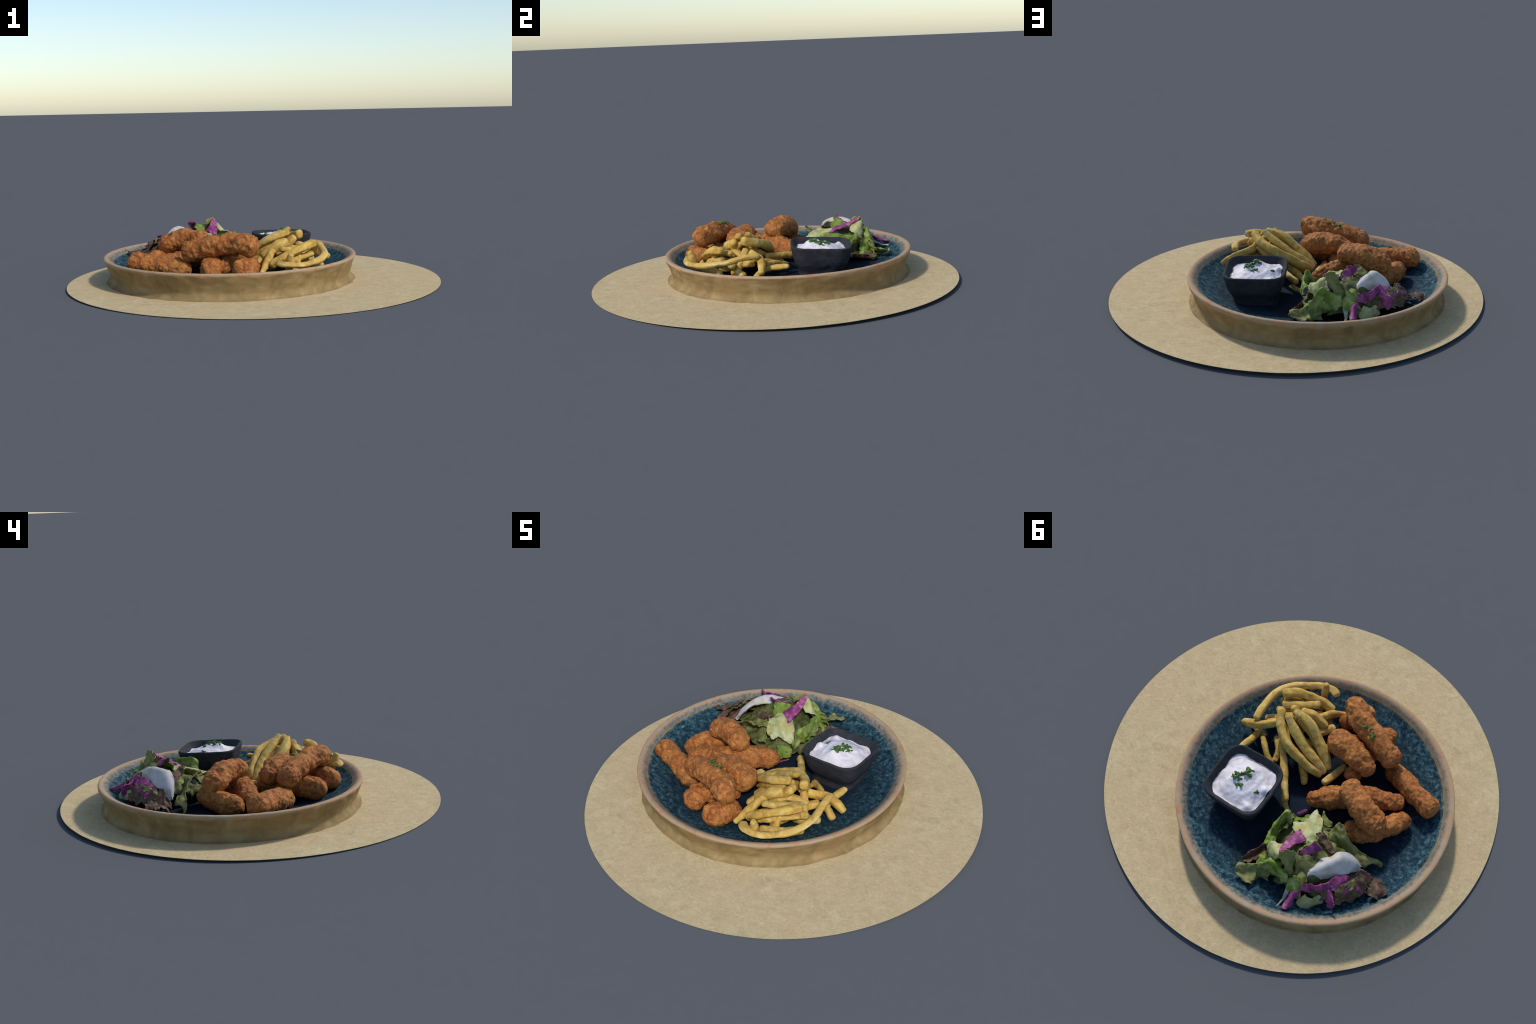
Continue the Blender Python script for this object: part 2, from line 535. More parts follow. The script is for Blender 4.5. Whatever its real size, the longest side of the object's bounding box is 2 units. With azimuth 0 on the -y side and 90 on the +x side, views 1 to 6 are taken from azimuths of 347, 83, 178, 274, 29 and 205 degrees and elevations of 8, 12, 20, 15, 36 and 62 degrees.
# ------------------------------------------------------------------ lofted bodies: strips and fries
def loft(spine, radius, n_len, n_round, section, twist=0.0, blunt=4.0, lumps=(), seed=0.0, squash=1.0, ends=(0.8, 0.8)):
    """Closed tube along a spine. section(angle) shapes the cut, blunt sets how square the ends are, lumps is a list of (size, height) of surface relief."""
    S = spline(spine, 80)
    d0, d1 = S[0] - S[3], S[-1] - S[-4]
    r0 = radius(0.0) * ends[0]
    r1 = radius(1.0) * ends[1]
    S = np.vstack([S[0] + d0 / np.linalg.norm(d0) * r0, S, S[-1] + d1 / np.linalg.norm(d1) * r1])
    arc = np.concatenate([[0], np.cumsum(np.linalg.norm(np.diff(S, axis=0), axis=1))])
    # cluster rings toward the ends so that the caps are round
    q = np.linspace(0, 1, n_len)
    t = 0.5 - 0.5 * np.cos(np.pi * q)
    t = 0.55 * t + 0.45 * q
    C = np.stack([np.interp(t * arc[-1], arc, S[:, k]) for k in range(3)], 1)
    T = np.gradient(C, axis=0)
    T /= np.linalg.norm(T, axis=1)[:, None]
    up = np.array((0, 0, 1.0))
    V, F = [], []
    for i in range(n_len):
        a = np.cross(up, T[i])
        if np.linalg.norm(a) < 0.15:
            a = np.cross((1.0, 0.3, 0), T[i])
        a /= np.linalg.norm(a)
        b = np.cross(T[i], a)
        s = t[i] * arc[-1]
        R = radius(float(t[i]))
        edge = min(s, arc[-1] - s)
        cap = R * (0.9 if blunt < 3 else 0.8)
        k = 1.0 if edge >= cap else (max(1 - ((cap - edge) / cap) ** (2.0 if blunt < 3 else 2.4), 0.0)) ** 0.5
        k = max(k, 0.02)
        for j in range(n_round):
            th = 2 * math.pi * j / n_round
            m = section(th + twist * t[i])
            p = C[i] + (a * math.cos(th) + b * math.sin(th) * squash) * R * k * m
            out = a * math.cos(th) + b * math.sin(th)
            h = sum(hh * fbm(tuple(p), sz, seed + q2, 2) for q2, (sz, hh) in enumerate(lumps))
            V.append(tuple(p + out * h * min(1.0, k * 1.5)))
    for i in range(n_len - 1):
        for j in range(n_round):
            k = (j + 1) % n_round
            F.append((i * n_round + j, i * n_round + k, (i + 1) * n_round + k, (i + 1) * n_round + j))
    F.append(tuple(range(n_round))[::-1])
    F.append(tuple((n_len - 1) * n_round + j for j in range(n_round)))
    return V, F


def strip(spine, radii, seed, squash=1.0, ends=(0.7, 0.7)):
    rad = lambda t: float(np.interp(t, np.linspace(0, 1, len(radii)), radii))
    sec = lambda th: 1.0 + 0.04 * math.sin(2 * th + seed) + 0.03 * math.sin(3 * th + 2 * seed)
    V, F = loft(spine, rad, 120, 72, sec, 0.6, 2.0, [(0.075, 0.0100), (0.030, 0.0065), (0.013, 0.0034), (0.007, 0.0012)], seed, squash, ends)
    ob = make("chicken_strip", V, F, BREAD)
    return tag(ob, "lumpy golden brown breaded fried chicken strip", "fried chicken")


# crossing strips on the side away from the salad
STRIPS = [
    strip([(-0.100, -0.386, 0.244), (-0.164, -0.328, 0.249), (-0.245, -0.278, 0.240), (-0.326, -0.237, 0.225), (-0.386, -0.211, 0.204)], [0.058, 0.057, 0.055, 0.056, 0.054], 1.3),
    strip([(-0.080, -0.205, 0.198), (-0.160, -0.172, 0.209), (-0.240, -0.140, 0.208), (-0.303, -0.112, 0.194)], [0.060, 0.066, 0.056, 0.042], 2.1, 1.0, (0.4, 0.7)),
    strip([(-0.405, -0.205, 0.112), (-0.492, -0.158, 0.126), (-0.574, -0.113, 0.136), (-0.648, -0.076, 0.142)], [0.046, 0.052, 0.054, 0.057], 3.7),
    strip([(-0.172, -0.447, 0.128), (-0.125, -0.400, 0.136), (-0.078, -0.340, 0.124)], [0.052, 0.056, 0.040], 4.9, 1.0, (0.5, 0.7)),
    strip([(-0.312, -0.380, 0.122), (-0.280, -0.285, 0.135), (-0.240, -0.160, 0.130), (-0.228, -0.080, 0.122)], [0.054, 0.052, 0.048, 0.042], 5.4, 1.0, (0.5, 0.7)),
    strip([(-0.258, 0.036, 0.228), (-0.315, 0.080, 0.230), (-0.382, 0.122, 0.222), (-0.457, 0.155, 0.192)], [0.048, 0.060, 0.062, 0.056], 6.2),
    strip([(-0.104, 0.128, 0.124), (-0.165, 0.094, 0.136), (-0.250, 0.048, 0.138), (-0.337, 0.004, 0.144), (-0.410, -0.019, 0.136)], [0.032, 0.056, 0.060, 0.052, 0.044], 7.7),
    strip([(-0.380, 0.000, 0.125), (-0.444, -0.026, 0.134), (-0.500, -0.040, 0.125)], [0.040, 0.048, 0.040], 8.8),
    strip([(-0.222, -0.312, 0.118), (-0.205, -0.270, 0.136), (-0.160, -0.210, 0.140)], [0.040, 0.050, 0.046], 10.3),  # added filler, mostly hidden, closes the dark gap under the first strip
    strip([(-0.340, 0.195, 0.112), (-0.425, 0.160, 0.120), (-0.510, 0.088, 0.126), (-0.562, 0.026, 0.116)], [0.046, 0.054, 0.052, 0.044], 9.1),
]
for s, (x, y, z, size) in enumerate([(-0.205, -0.268, 0.297, 0.018), (-0.256, -0.240, 0.291, 0.022), (-0.236, -0.272, 0.296, 0.012)]):
    herb_bit("chopped_parsley", (x, y, z), size, 60 + s, STRIPS[0])


def fry(spine, r=0.0205, seed=0.0, taper=(0.82, 0.82), ends=(0.5, 0.5), squash=1.0):
    rad = lambda t: r * float(np.interp(t, [0, 0.25, 0.75, 1], [taper[0], 1, 1, taper[1]]))
    def sec(th):
        c, s = abs(math.cos(th)), abs(math.sin(th))
        e = 2.5 + 0.8 * math.sin(seed * 2.7)
        return (c ** e + s ** e) ** (-1 / e)
    squash = 0.70 + 0.42 * (0.5 + 0.5 * math.sin(seed * 4.1))
    V, F = loft(spine, rad, 72, 32, sec, 1.2 * math.sin(seed * 1.7), 4.0, [(0.08, 0.0050), (0.030, 0.0014), (0.010, 0.0008)], seed, squash, ends)
    ob = make("french_fry", V, F, FRY)
    return tag(ob, "golden fried potato stick with rounded blunt ends", "french fry")


FRIES = [
    fry([(0.318, -0.124, 0.208), (0.319, -0.160, 0.208), (0.318, -0.214, 0.200), (0.311, -0.292, 0.180), (0.289, -0.351, 0.168), (0.244, -0.405, 0.158), (0.170, -0.454, 0.148), (0.105, -0.478, 0.150), (0.048, -0.470, 0.158), (0.024, -0.452, 0.163)], 0.0205, 1, (0.9, 1.05)),
    fry([(0.088, -0.464, 0.205), (0.084, -0.446, 0.150), (0.082, -0.430, 0.110)], 0.018, 2, (0.7, 1)),
    fry([(0.249, -0.305, 0.234), (0.195, -0.341, 0.224), (0.129, -0.362, 0.202), (0.059, -0.377, 0.170), (0.008, -0.373, 0.142)], 0.023, 3, (1.0, 0.8)),
    fry([(0.228, -0.258, 0.212), (0.143, -0.296, 0.204), (0.070, -0.335, 0.214)], 0.0215, 4, (1.0, 0.9)),
    fry([(0.389, -0.118, 0.130), (0.342, -0.109, 0.160), (0.293, -0.112, 0.182), (0.215, -0.147, 0.200)], 0.0190, 5, (0.65, 1)),
    fry([(0.328, 0.030, 0.146), (0.303, -0.050, 0.136), (0.292, -0.110, 0.125)], 0.0190, 6),
    fry([(0.345, -0.145, 0.090), (0.310, -0.120, 0.110), (0.260, -0.090, 0.120)], 0.0185, 7),
    fry([(0.209, -0.188, 0.270), (0.182, -0.122, 0.252), (0.130, -0.063, 0.228), (0.055, -0.031, 0.194), (-0.036, -0.016, 0.148), (-0.088, -0.020, 0.122)], 0.0215, 8, (1, 0.75)),
    fry([(0.158, -0.156, 0.296), (0.096, -0.112, 0.248), (0.018, -0.075, 0.200), (-0.057, -0.054, 0.157), (-0.100, -0.038, 0.124)], 0.0235, 9, (0.75, 0.7)),
    fry([(0.139, -0.201, 0.284), (0.062, -0.193, 0.258), (-0.001, -0.158, 0.215), (-0.066, -0.107, 0.168), (-0.108, -0.064, 0.128)], 0.0235, 10, (0.9, 0.8)),
    fry([(0.058, -0.240, 0.208), (0.023, -0.297, 0.184), (-0.007, -0.345, 0.154), (-0.050, -0.400, 0.106)], 0.0185, 11, (1, 0.65)),
    fry([(0.010, -0.205, 0.170), (-0.020, -0.245, 0.158), (-0.035, -0.285, 0.140)], 0.022, 12),
    fry([(0.150, -0.060, 0.170), (0.112, -0.010, 0.160), (0.067, 0.075, 0.147), (0.006, 0.190, 0.132)], 0.0185, 13),
    fry([(0.256, -0.068, 0.150), (0.197, 0.002, 0.132), (0.150, 0.050, 0.110)], 0.0180, 14),
    fry([(0.190, -0.100, 0.150), (0.150, -0.040, 0.140), (0.150, 0.010, 0.120)], 0.0180, 15),
    fry([(0.030, -0.040, 0.120), (-0.007, 0.002, 0.110), (-0.030, 0.050, 0.092)], 0.0190, 16),
    fry([(-0.120, 0.012, 0.112), (-0.150, -0.060, 0.108), (-0.176, -0.125, 0.105)], 0.0190, 17),
    fry([(0.030, 0.150, 0.095), (0.000, 0.195, 0.092), (-0.030, 0.222, 0.090)], 0.0160, 18, (1, 0.6)),
    fry([(0.270, -0.320, 0.120), (0.190, -0.370, 0.115), (0.090, -0.400, 0.115)], 0.0200, 19),
    fry([(0.260, -0.250, 0.150), (0.170, -0.270, 0.150), (0.080, -0.300, 0.150)], 0.0210, 20),
    fry([(0.230, -0.190, 0.180), (0.150, -0.225, 0.205), (0.070, -0.260, 0.175)], 0.0210, 21),
    fry([(0.300, -0.200, 0.105), (0.200, -0.240, 0.105), (0.100, -0.200, 0.110)], 0.0200, 22),
    fry([(0.160, -0.330, 0.190), (0.150, -0.350, 0.140), (0.145, -0.370, 0.100)], 0.0190, 23),
    fry([(0.160, -0.190, 0.250), (0.130, -0.215, 0.200), (0.100, -0.240, 0.140)], 0.0220, 24),
    fry([(0.200, -0.170, 0.220), (0.220, -0.200, 0.160), (0.230, -0.230, 0.110)], 0.0200, 25),
    fry([(0.060, -0.130, 0.160), (-0.010, -0.150, 0.150), (-0.060, -0.170, 0.110)], 0.0200, 26),
    fry([(0.190, -0.150, 0.205), (0.120, -0.080, 0.175), (0.045, -0.050, 0.145), (-0.050, -0.035, 0.105)], 0.0240, 27),
    fry([(0.130, -0.150, 0.225), (0.070, -0.120, 0.190), (0.000, -0.090, 0.150), (-0.070, -0.065, 0.110)], 0.0240, 28),
    fry([(0.110, -0.200, 0.230), (0.040, -0.175, 0.205), (-0.020, -0.140, 0.165), (-0.075, -0.100, 0.118)], 0.0240, 29),
    fry([(0.240, -0.300, 0.180), (0.160, -0.335, 0.165), (0.060, -0.365, 0.135)], 0.0220, 30),
    fry([(0.120, -0.240, 0.240), (0.060, -0.255, 0.215), (0.000, -0.250, 0.165)], 0.0230, 31, (0.8, 1)),
    fry([(0.200, -0.215, 0.140), (0.160, -0.265, 0.120), (0.110, -0.330, 0.105)], 0.0230, 32),
    fry([(0.270, -0.150, 0.160), (0.215, -0.185, 0.150), (0.140, -0.190, 0.165)], 0.0220, 33),
    fry([(0.165, -0.235, 0.262), (0.140, -0.225, 0.235), (0.120, -0.220, 0.190)], 0.0210, 34, (0.8, 1.1)),
    fry([(0.090, -0.300, 0.150), (0.030, -0.320, 0.130), (-0.010, -0.290, 0.120)], 0.0210, 35),
]


# ------------------------------------------------------------------ the salad
SALAD = thing("mixed_salad", (-0.25, 0.45, 0.066), "heap of green lettuce, red leaf, purple cabbage and onion", "salad")


def leaf(name, rows, mat, ruffle=0.008, thick=0.0035, seed=0.0, wave=0.045, n=(48, 48), ragged=0.16):
    """A crumpled leaf: a smooth sheet through a few rows of control points, ruffled most at its margin, given thickness."""
    G = np.array([spline(r, n[1]) for r in rows])
    G = np.stack([spline(G[:, j], n[0]) for j in range(n[1])], 1)
    # ragged rounded outline: pull the margin in unevenly, then frill it
    W = np.zeros_like(G)
    M = np.zeros(n)
    for i in range(n[0]):
        for j in range(n[1]):
            u, v = 2 * i / (n[0] - 1) - 1, 2 * j / (n[1] - 1) - 1
            m = max(abs(u), abs(v))
            q = (abs(u) ** 5 + abs(v) ** 5) ** 0.2 + 1e-9
            th = math.atan2(v, u)
            f = (m / q) * (1.0 + m * ragged * (fbm((math.cos(th) * 1.2, math.sin(th) * 1.2, seed), 0.55, seed, 3) - 0.1))
            M[i, j] = m
            a = min(max((u * f + 1) / 2 * (n[0] - 1), 0), n[0] - 1.001)
            b = min(max((v * f + 1) / 2 * (n[1] - 1), 0), n[1] - 1.001)
            ia, ib = int(a), int(b)
            fa, fb = a - ia, b - ib
            W[i, j] = (G[ia, ib] * (1 - fa) * (1 - fb) + G[ia + 1, ib] * fa * (1 - fb) + G[ia, ib + 1] * (1 - fa) * fb + G[ia + 1, ib + 1] * fa * fb)
    G = W
    dU, dV = np.gradient(G, axis=0), np.gradient(G, axis=1)
    N = np.cross(dU, dV)
    N /= np.linalg.norm(N, axis=2)[:, :, None] + 1e-9
    H = np.zeros(n)
    for i in range(n[0]):
        for j in range(n[1]):
            p, m = G[i, j], M[i, j] ** 2
            H[i, j] = ruffle * ((0.4 + 0.7 * m) * fbm(p, wave, seed, 2) * 1.4 + m * m * 0.9 * fbm(p, 0.022, seed + 9, 2))
    G = G + N * H[:, :, None]
    V, F = [], []
    k = n[0] * n[1]
    for s in (0.5, -0.5):
        for i in range(n[0]):
            for j in range(n[1]):
                V.append(tuple(G[i, j] + N[i, j] * thick * s))
    for i in range(n[0] - 1):
        for j in range(n[1] - 1):
            q = (i * n[1] + j, (i + 1) * n[1] + j, (i + 1) * n[1] + j + 1, i * n[1] + j + 1)
            F.append(q)
            F.append(tuple(k + w for w in q[::-1]))
    ring = [j for j in range(n[1])] + [i * n[1] + n[1] - 1 for i in range(1, n[0])] + [(n[0] - 1) * n[1] + j for j in range(n[1] - 2, -1, -1)] + [i * n[1] for i in range(n[0] - 2, 0, -1)]
    for a, b in zip(ring, ring[1:] + ring[:1]):
        F.append((a, b, k + b, k + a))
    return make(name, V, F, mat, parent=SALAD)


leaf("lettuce_leaf", [
 [(-0.077, 0.247, 0.100), (-0.041, 0.260, 0.140), (-0.013, 0.350, 0.150), (-0.010, 0.408, 0.150), (-0.022, 0.459, 0.150)],
 [(-0.082, 0.286, 0.190), (-0.043, 0.292, 0.235), (-0.024, 0.373, 0.225), (-0.021, 0.427, 0.215), (-0.030, 0.467, 0.200)],
 [(-0.090, 0.317, 0.170), (-0.056, 0.308, 0.150), (-0.048, 0.353, 0.150), (-0.052, 0.392, 0.160), (-0.083, 0.441, 0.200)],
], GREEN, 0.012, 0.0045, 1.0)
leaf("lettuce_leaf", [
 [(-0.176, 0.175, 0.180), (-0.148, 0.227, 0.185), (-0.129, 0.264, 0.150), (-0.077, 0.272, 0.120)],
 [(-0.215, 0.230, 0.200), (-0.182, 0.264, 0.210), (-0.156, 0.300, 0.200), (-0.103, 0.328, 0.180)],
 [(-0.239, 0.302, 0.230), (-0.214, 0.332, 0.225), (-0.177, 0.363, 0.225), (-0.121, 0.366, 0.200)],
 [(-0.258, 0.323, 0.200), (-0.230, 0.367, 0.215), (-0.198, 0.392, 0.225), (-0.156, 0.403, 0.230)],
], PALE, 0.008, 0.0045, 2.0)
leaf("lettuce_leaf", [
 [(-0.030, 0.468, 0.202), (-0.061, 0.501, 0.186), (-0.103, 0.518, 0.183)],
 [(-0.059, 0.452, 0.223), (-0.084, 0.489, 0.253), (-0.120, 0.525, 0.285)],
 [(-0.106, 0.444, 0.231), (-0.129, 0.463, 0.262), (-0.154, 0.470, 0.270)],
], PALE, 0.008, 0.0045, 3.0)
leaf("lettuce_leaf", [
 [(-0.114, 0.528, 0.292), (-0.130, 0.503, 0.307), (-0.183, 0.456, 0.282)],
 [(-0.135, 0.533, 0.250), (-0.152, 0.509, 0.251), (-0.190, 0.490, 0.249)],
 [(-0.161, 0.543, 0.214), (-0.173, 0.530, 0.226), (-0.196, 0.525, 0.230)],
 [(-0.145, 0.568, 0.165), (-0.192, 0.566, 0.169), (-0.235, 0.558, 0.172)],
], OLIVE, 0.01, 0.0045, 4.0)
leaf("lettuce_leaf", [
 [(-0.044, 0.525, 0.134), (-0.045, 0.550, 0.163), (-0.015, 0.573, 0.120), (-0.024, 0.591, 0.080)],
 [(-0.086, 0.523, 0.209), (-0.091, 0.547, 0.233), (-0.071, 0.551, 0.177), (-0.087, 0.553, 0.109)],
 [(-0.124, 0.526, 0.206), (-0.131, 0.556, 0.227), (-0.146, 0.569, 0.186), (-0.140, 0.571, 0.112)],
 [(-0.171, 0.548, 0.193), (-0.188, 0.566, 0.190), (-0.196, 0.575, 0.167), (-0.184, 0.571, 0.125)],
], GREEN, 0.012, 0.0045, 5.0)
leaf("lettuce_leaf", [
 [(-0.098, 0.516, 0.182), (-0.049, 0.536, 0.164), (-0.001, 0.573, 0.150), (0.061, 0.576, 0.150)],
 [(-0.097, 0.543, 0.143), (-0.036, 0.556, 0.141), (-0.014, 0.585, 0.120), (0.059, 0.630, 0.140)],
 [(-0.102, 0.583, 0.097), (-0.039, 0.592, 0.100), (-0.040, 0.630, 0.115), (0.028, 0.649, 0.120)],
 [(-0.095, 0.584, 0.091), (-0.046, 0.590, 0.085), (-0.036, 0.651, 0.120), (0.006, 0.650, 0.110)],
], OLIVE, 0.01, 0.0045, 6.0)
leaf("red_lettuce_leaf", [
 [(-0.008, 0.432, 0.130), (0.015, 0.467, 0.120), (0.051, 0.509, 0.120), (0.070, 0.545, 0.107)],
 [(-0.030, 0.452, 0.100), (0.002, 0.479, 0.090), (0.025, 0.523, 0.090), (0.060, 0.552, 0.090)],
 [(-0.052, 0.483, 0.120), (-0.022, 0.505, 0.120), (0.007, 0.544, 0.120), (0.047, 0.555, 0.110)],
], BROWN, 0.012, 0.0045, 7.0)
leaf("lettuce_leaf", [
 [(-0.259, 0.285, 0.190), (-0.292, 0.225, 0.225), (-0.318, 0.230, 0.244)],
 [(-0.296, 0.306, 0.170), (-0.325, 0.278, 0.200), (-0.368, 0.268, 0.200)],
 [(-0.371, 0.307, 0.150), (-0.402, 0.297, 0.160), (-0.446, 0.287, 0.150)],
 [(-0.472, 0.340, 0.120), (-0.501, 0.306, 0.120), (-0.523, 0.270, 0.110)],
 [(-0.479, 0.335, 0.100), (-0.518, 0.288, 0.090), (-0.581, 0.262, 0.084)],
], OLIVE, 0.01, 0.0045, 8.0)
leaf("red_lettuce_leaf", [
 [(-0.215, 0.329, 0.235), (-0.273, 0.359, 0.226), (-0.324, 0.382, 0.217)],
 [(-0.248, 0.305, 0.235), (-0.291, 0.325, 0.206), (-0.354, 0.347, 0.182)],
], BROWN, 0.012, 0.0045, 9.0)
leaf("onion_petal", [
 [(-0.262, 0.503, 0.210), (-0.300, 0.442, 0.228), (-0.335, 0.401, 0.236), (-0.372, 0.365, 0.240), (-0.410, 0.346, 0.205), (-0.458, 0.346, 0.145)],
 [(-0.266, 0.528, 0.222), (-0.317, 0.479, 0.252), (-0.352, 0.441, 0.258), (-0.387, 0.398, 0.244), (-0.431, 0.369, 0.200), (-0.468, 0.349, 0.135)],
 [(-0.305, 0.533, 0.185), (-0.335, 0.513, 0.200), (-0.373, 0.479, 0.200), (-0.417, 0.439, 0.185), (-0.449, 0.401, 0.160), (-0.463, 0.362, 0.125)],
], WHITE, 0.003, 0.016, 10.0)
leaf("lettuce_leaf", [
 [(-0.215, 0.504, 0.230), (-0.262, 0.512, 0.230), (-0.281, 0.530, 0.230)],
 [(-0.219, 0.550, 0.207), (-0.257, 0.555, 0.218), (-0.279, 0.554, 0.196)],
 [(-0.255, 0.586, 0.187), (-0.271, 0.590, 0.180), (-0.283, 0.576, 0.178)],
], OLIVE, 0.01, 0.0045, 11.0)
leaf("lettuce_leaf", [
 [(-0.196, 0.468, 0.259), (-0.249, 0.449, 0.256), (-0.271, 0.433, 0.229)],
 [(-0.213, 0.509, 0.230), (-0.238, 0.493, 0.230), (-0.273, 0.475, 0.230)],
 [(-0.230, 0.518, 0.200), (-0.257, 0.501, 0.200), (-0.284, 0.481, 0.210)],
], OLIVE, 0.01, 0.0045, 12.0)
leaf("cabbage_shred", [
 [(-0.110, 0.513, 0.290), (-0.113, 0.422, 0.250), (-0.132, 0.353, 0.225), (-0.132, 0.321, 0.210)],
 [(-0.132, 0.510, 0.298), (-0.161, 0.430, 0.258), (-0.196, 0.390, 0.245), (-0.178, 0.367, 0.235)],
], CABB, 0.007, 0.0075, 13.0)
leaf("cabbage_shred", [
 [(-0.189, 0.459, 0.250), (-0.229, 0.409, 0.285), (-0.248, 0.391, 0.295)],
 [(-0.230, 0.462, 0.240), (-0.269, 0.425, 0.260), (-0.293, 0.405, 0.289)],
], CABB, 0.007, 0.0075, 14.0)
leaf("lettuce_leaf", [
 [(-0.190, 0.457, 0.250), (-0.228, 0.407, 0.283), (-0.248, 0.389, 0.293)],
 [(-0.183, 0.420, 0.210), (-0.208, 0.374, 0.215), (-0.247, 0.357, 0.220)],
], GREEN, 0.012, 0.0045, 15.0)
leaf("cabbage_shred", [
 [(-0.285, 0.567, 0.197), (-0.336, 0.556, 0.220), (-0.374, 0.524, 0.234), (-0.392, 0.466, 0.209)],
 [(-0.288, 0.579, 0.165), (-0.336, 0.567, 0.173), (-0.381, 0.553, 0.212), (-0.403, 0.551, 0.187)],
], CABB, 0.007, 0.0075, 16.0)
leaf("cabbage_shred", [
 [(-0.372, 0.502, 0.226), (-0.401, 0.463, 0.213), (-0.439, 0.430, 0.181)],
 [(-0.387, 0.528, 0.214), (-0.419, 0.493, 0.197), (-0.451, 0.448, 0.173)],
 [(-0.401, 0.547, 0.194), (-0.430, 0.515, 0.178), (-0.461, 0.471, 0.166)],
], CABB, 0.007, 0.0075, 17.0)
leaf("cabbage_shred", [
 [(-0.429, 0.530, 0.187), (-0.451, 0.500, 0.187), (-0.474, 0.471, 0.180)],
 [(-0.442, 0.539, 0.169), (-0.470, 0.507, 0.169), (-0.486, 0.477, 0.163)],
], CABB, 0.007, 0.0075, 18.0)
leaf("cabbage_shred", [
 [(-0.484, 0.477, 0.179), (-0.502, 0.460, 0.177), (-0.524, 0.465, 0.160)],
 [(-0.495, 0.490, 0.167), (-0.514, 0.476, 0.166), (-0.530, 0.477, 0.150)],
], CABB, 0.007, 0.0075, 19.0)
leaf("red_lettuce_leaf", [
 [(-0.410, 0.520, 0.196), (-0.437, 0.486, 0.200), (-0.469, 0.445, 0.186)],
 [(-0.419, 0.551, 0.169), (-0.449, 0.525, 0.180), (-0.479, 0.487, 0.169)],
 [(-0.434, 0.562, 0.120), (-0.467, 0.540, 0.125), (-0.496, 0.509, 0.131)],
], BROWN, 0.012, 0.0045, 20.0)
leaf("lettuce_leaf", [
 [(-0.444, 0.484, 0.194), (-0.460, 0.458, 0.197), (-0.479, 0.434, 0.189)],
 [(-0.461, 0.504, 0.170), (-0.480, 0.481, 0.174), (-0.495, 0.451, 0.168)],
], OLIVE, 0.01, 0.0045, 21.0)
leaf("cabbage_shred", [
 [(-0.366, 0.540, 0.200), (-0.386, 0.548, 0.215), (-0.406, 0.551, 0.200)],
 [(-0.391, 0.577, 0.170), (-0.413, 0.581, 0.190), (-0.432, 0.584, 0.200)],
 [(-0.409, 0.603, 0.125), (-0.431, 0.606, 0.150), (-0.446, 0.600, 0.200)],
], CABB, 0.007, 0.0075, 22.0)
leaf("cabbage_shred", [
 [(-0.249, 0.595, 0.175), (-0.263, 0.602, 0.180), (-0.276, 0.606, 0.170)],
 [(-0.225, 0.635, 0.150), (-0.243, 0.635, 0.155), (-0.257, 0.626, 0.140)],
 [(-0.217, 0.699, 0.120), (-0.237, 0.695, 0.125), (-0.249, 0.682, 0.115)],
], CABB, 0.007, 0.0075, 23.0)
leaf("leaf_stalk", [
 [(-0.195, 0.580, 0.150), (-0.220, 0.595, 0.150)],
 [(-0.199, 0.647, 0.120), (-0.215, 0.643, 0.120)],
 [(-0.188, 0.698, 0.110), (-0.199, 0.677, 0.110)],
], STEM, 0.004, 0.0075, 24.0)
leaf("red_lettuce_leaf", [
 [(-0.425, 0.559, 0.131), (-0.460, 0.540, 0.125), (-0.508, 0.526, 0.120), (-0.509, 0.491, 0.131), (-0.547, 0.470, 0.125)],
 [(-0.421, 0.541, 0.176), (-0.448, 0.503, 0.161), (-0.479, 0.494, 0.169), (-0.507, 0.468, 0.167), (-0.547, 0.459, 0.145)],
 [(-0.433, 0.486, 0.159), (-0.450, 0.463, 0.178), (-0.474, 0.438, 0.185), (-0.487, 0.414, 0.198), (-0.527, 0.405, 0.150)],
], BROWN, 0.012, 0.0045, 25.0)
leaf("red_lettuce_leaf", [
 [(-0.479, 0.439, 0.174), (-0.473, 0.406, 0.189), (-0.492, 0.378, 0.200)],
 [(-0.525, 0.448, 0.140), (-0.527, 0.405, 0.150), (-0.528, 0.375, 0.155)],
 [(-0.544, 0.446, 0.120), (-0.551, 0.422, 0.125), (-0.539, 0.374, 0.110)],
], BROWN, 0.012, 0.0045, 26.0)
leaf("red_lettuce_leaf", [
 [(-0.545, 0.469, 0.140), (-0.545, 0.429, 0.145), (-0.571, 0.386, 0.130)],
 [(-0.590, 0.463, 0.130), (-0.597, 0.432, 0.140), (-0.610, 0.392, 0.125)],
 [(-0.598, 0.450, 0.100), (-0.613, 0.432, 0.120), (-0.643, 0.421, 0.130)],
], BROWN, 0.012, 0.0045, 27.0)
leaf("red_lettuce_leaf", [
 [(-0.529, 0.415, 0.140), (-0.540, 0.378, 0.120), (-0.556, 0.341, 0.090)],
 [(-0.564, 0.437, 0.130), (-0.576, 0.395, 0.120), (-0.591, 0.358, 0.095)],
], BROWN, 0.012, 0.0045, 28.0)
leaf("lettuce_leaf", [
 [(-0.265, 0.634, 0.121), (-0.291, 0.599, 0.160), (-0.325, 0.603, 0.155), (-0.363, 0.570, 0.157)],
 [(-0.279, 0.646, 0.110), (-0.311, 0.624, 0.125), (-0.346, 0.605, 0.120), (-0.377, 0.572, 0.122)],
 [(-0.299, 0.651, 0.100), (-0.330, 0.640, 0.100), (-0.345, 0.609, 0.100), (-0.373, 0.584, 0.100)],
], PALE, 0.008, 0.0045, 29.0)
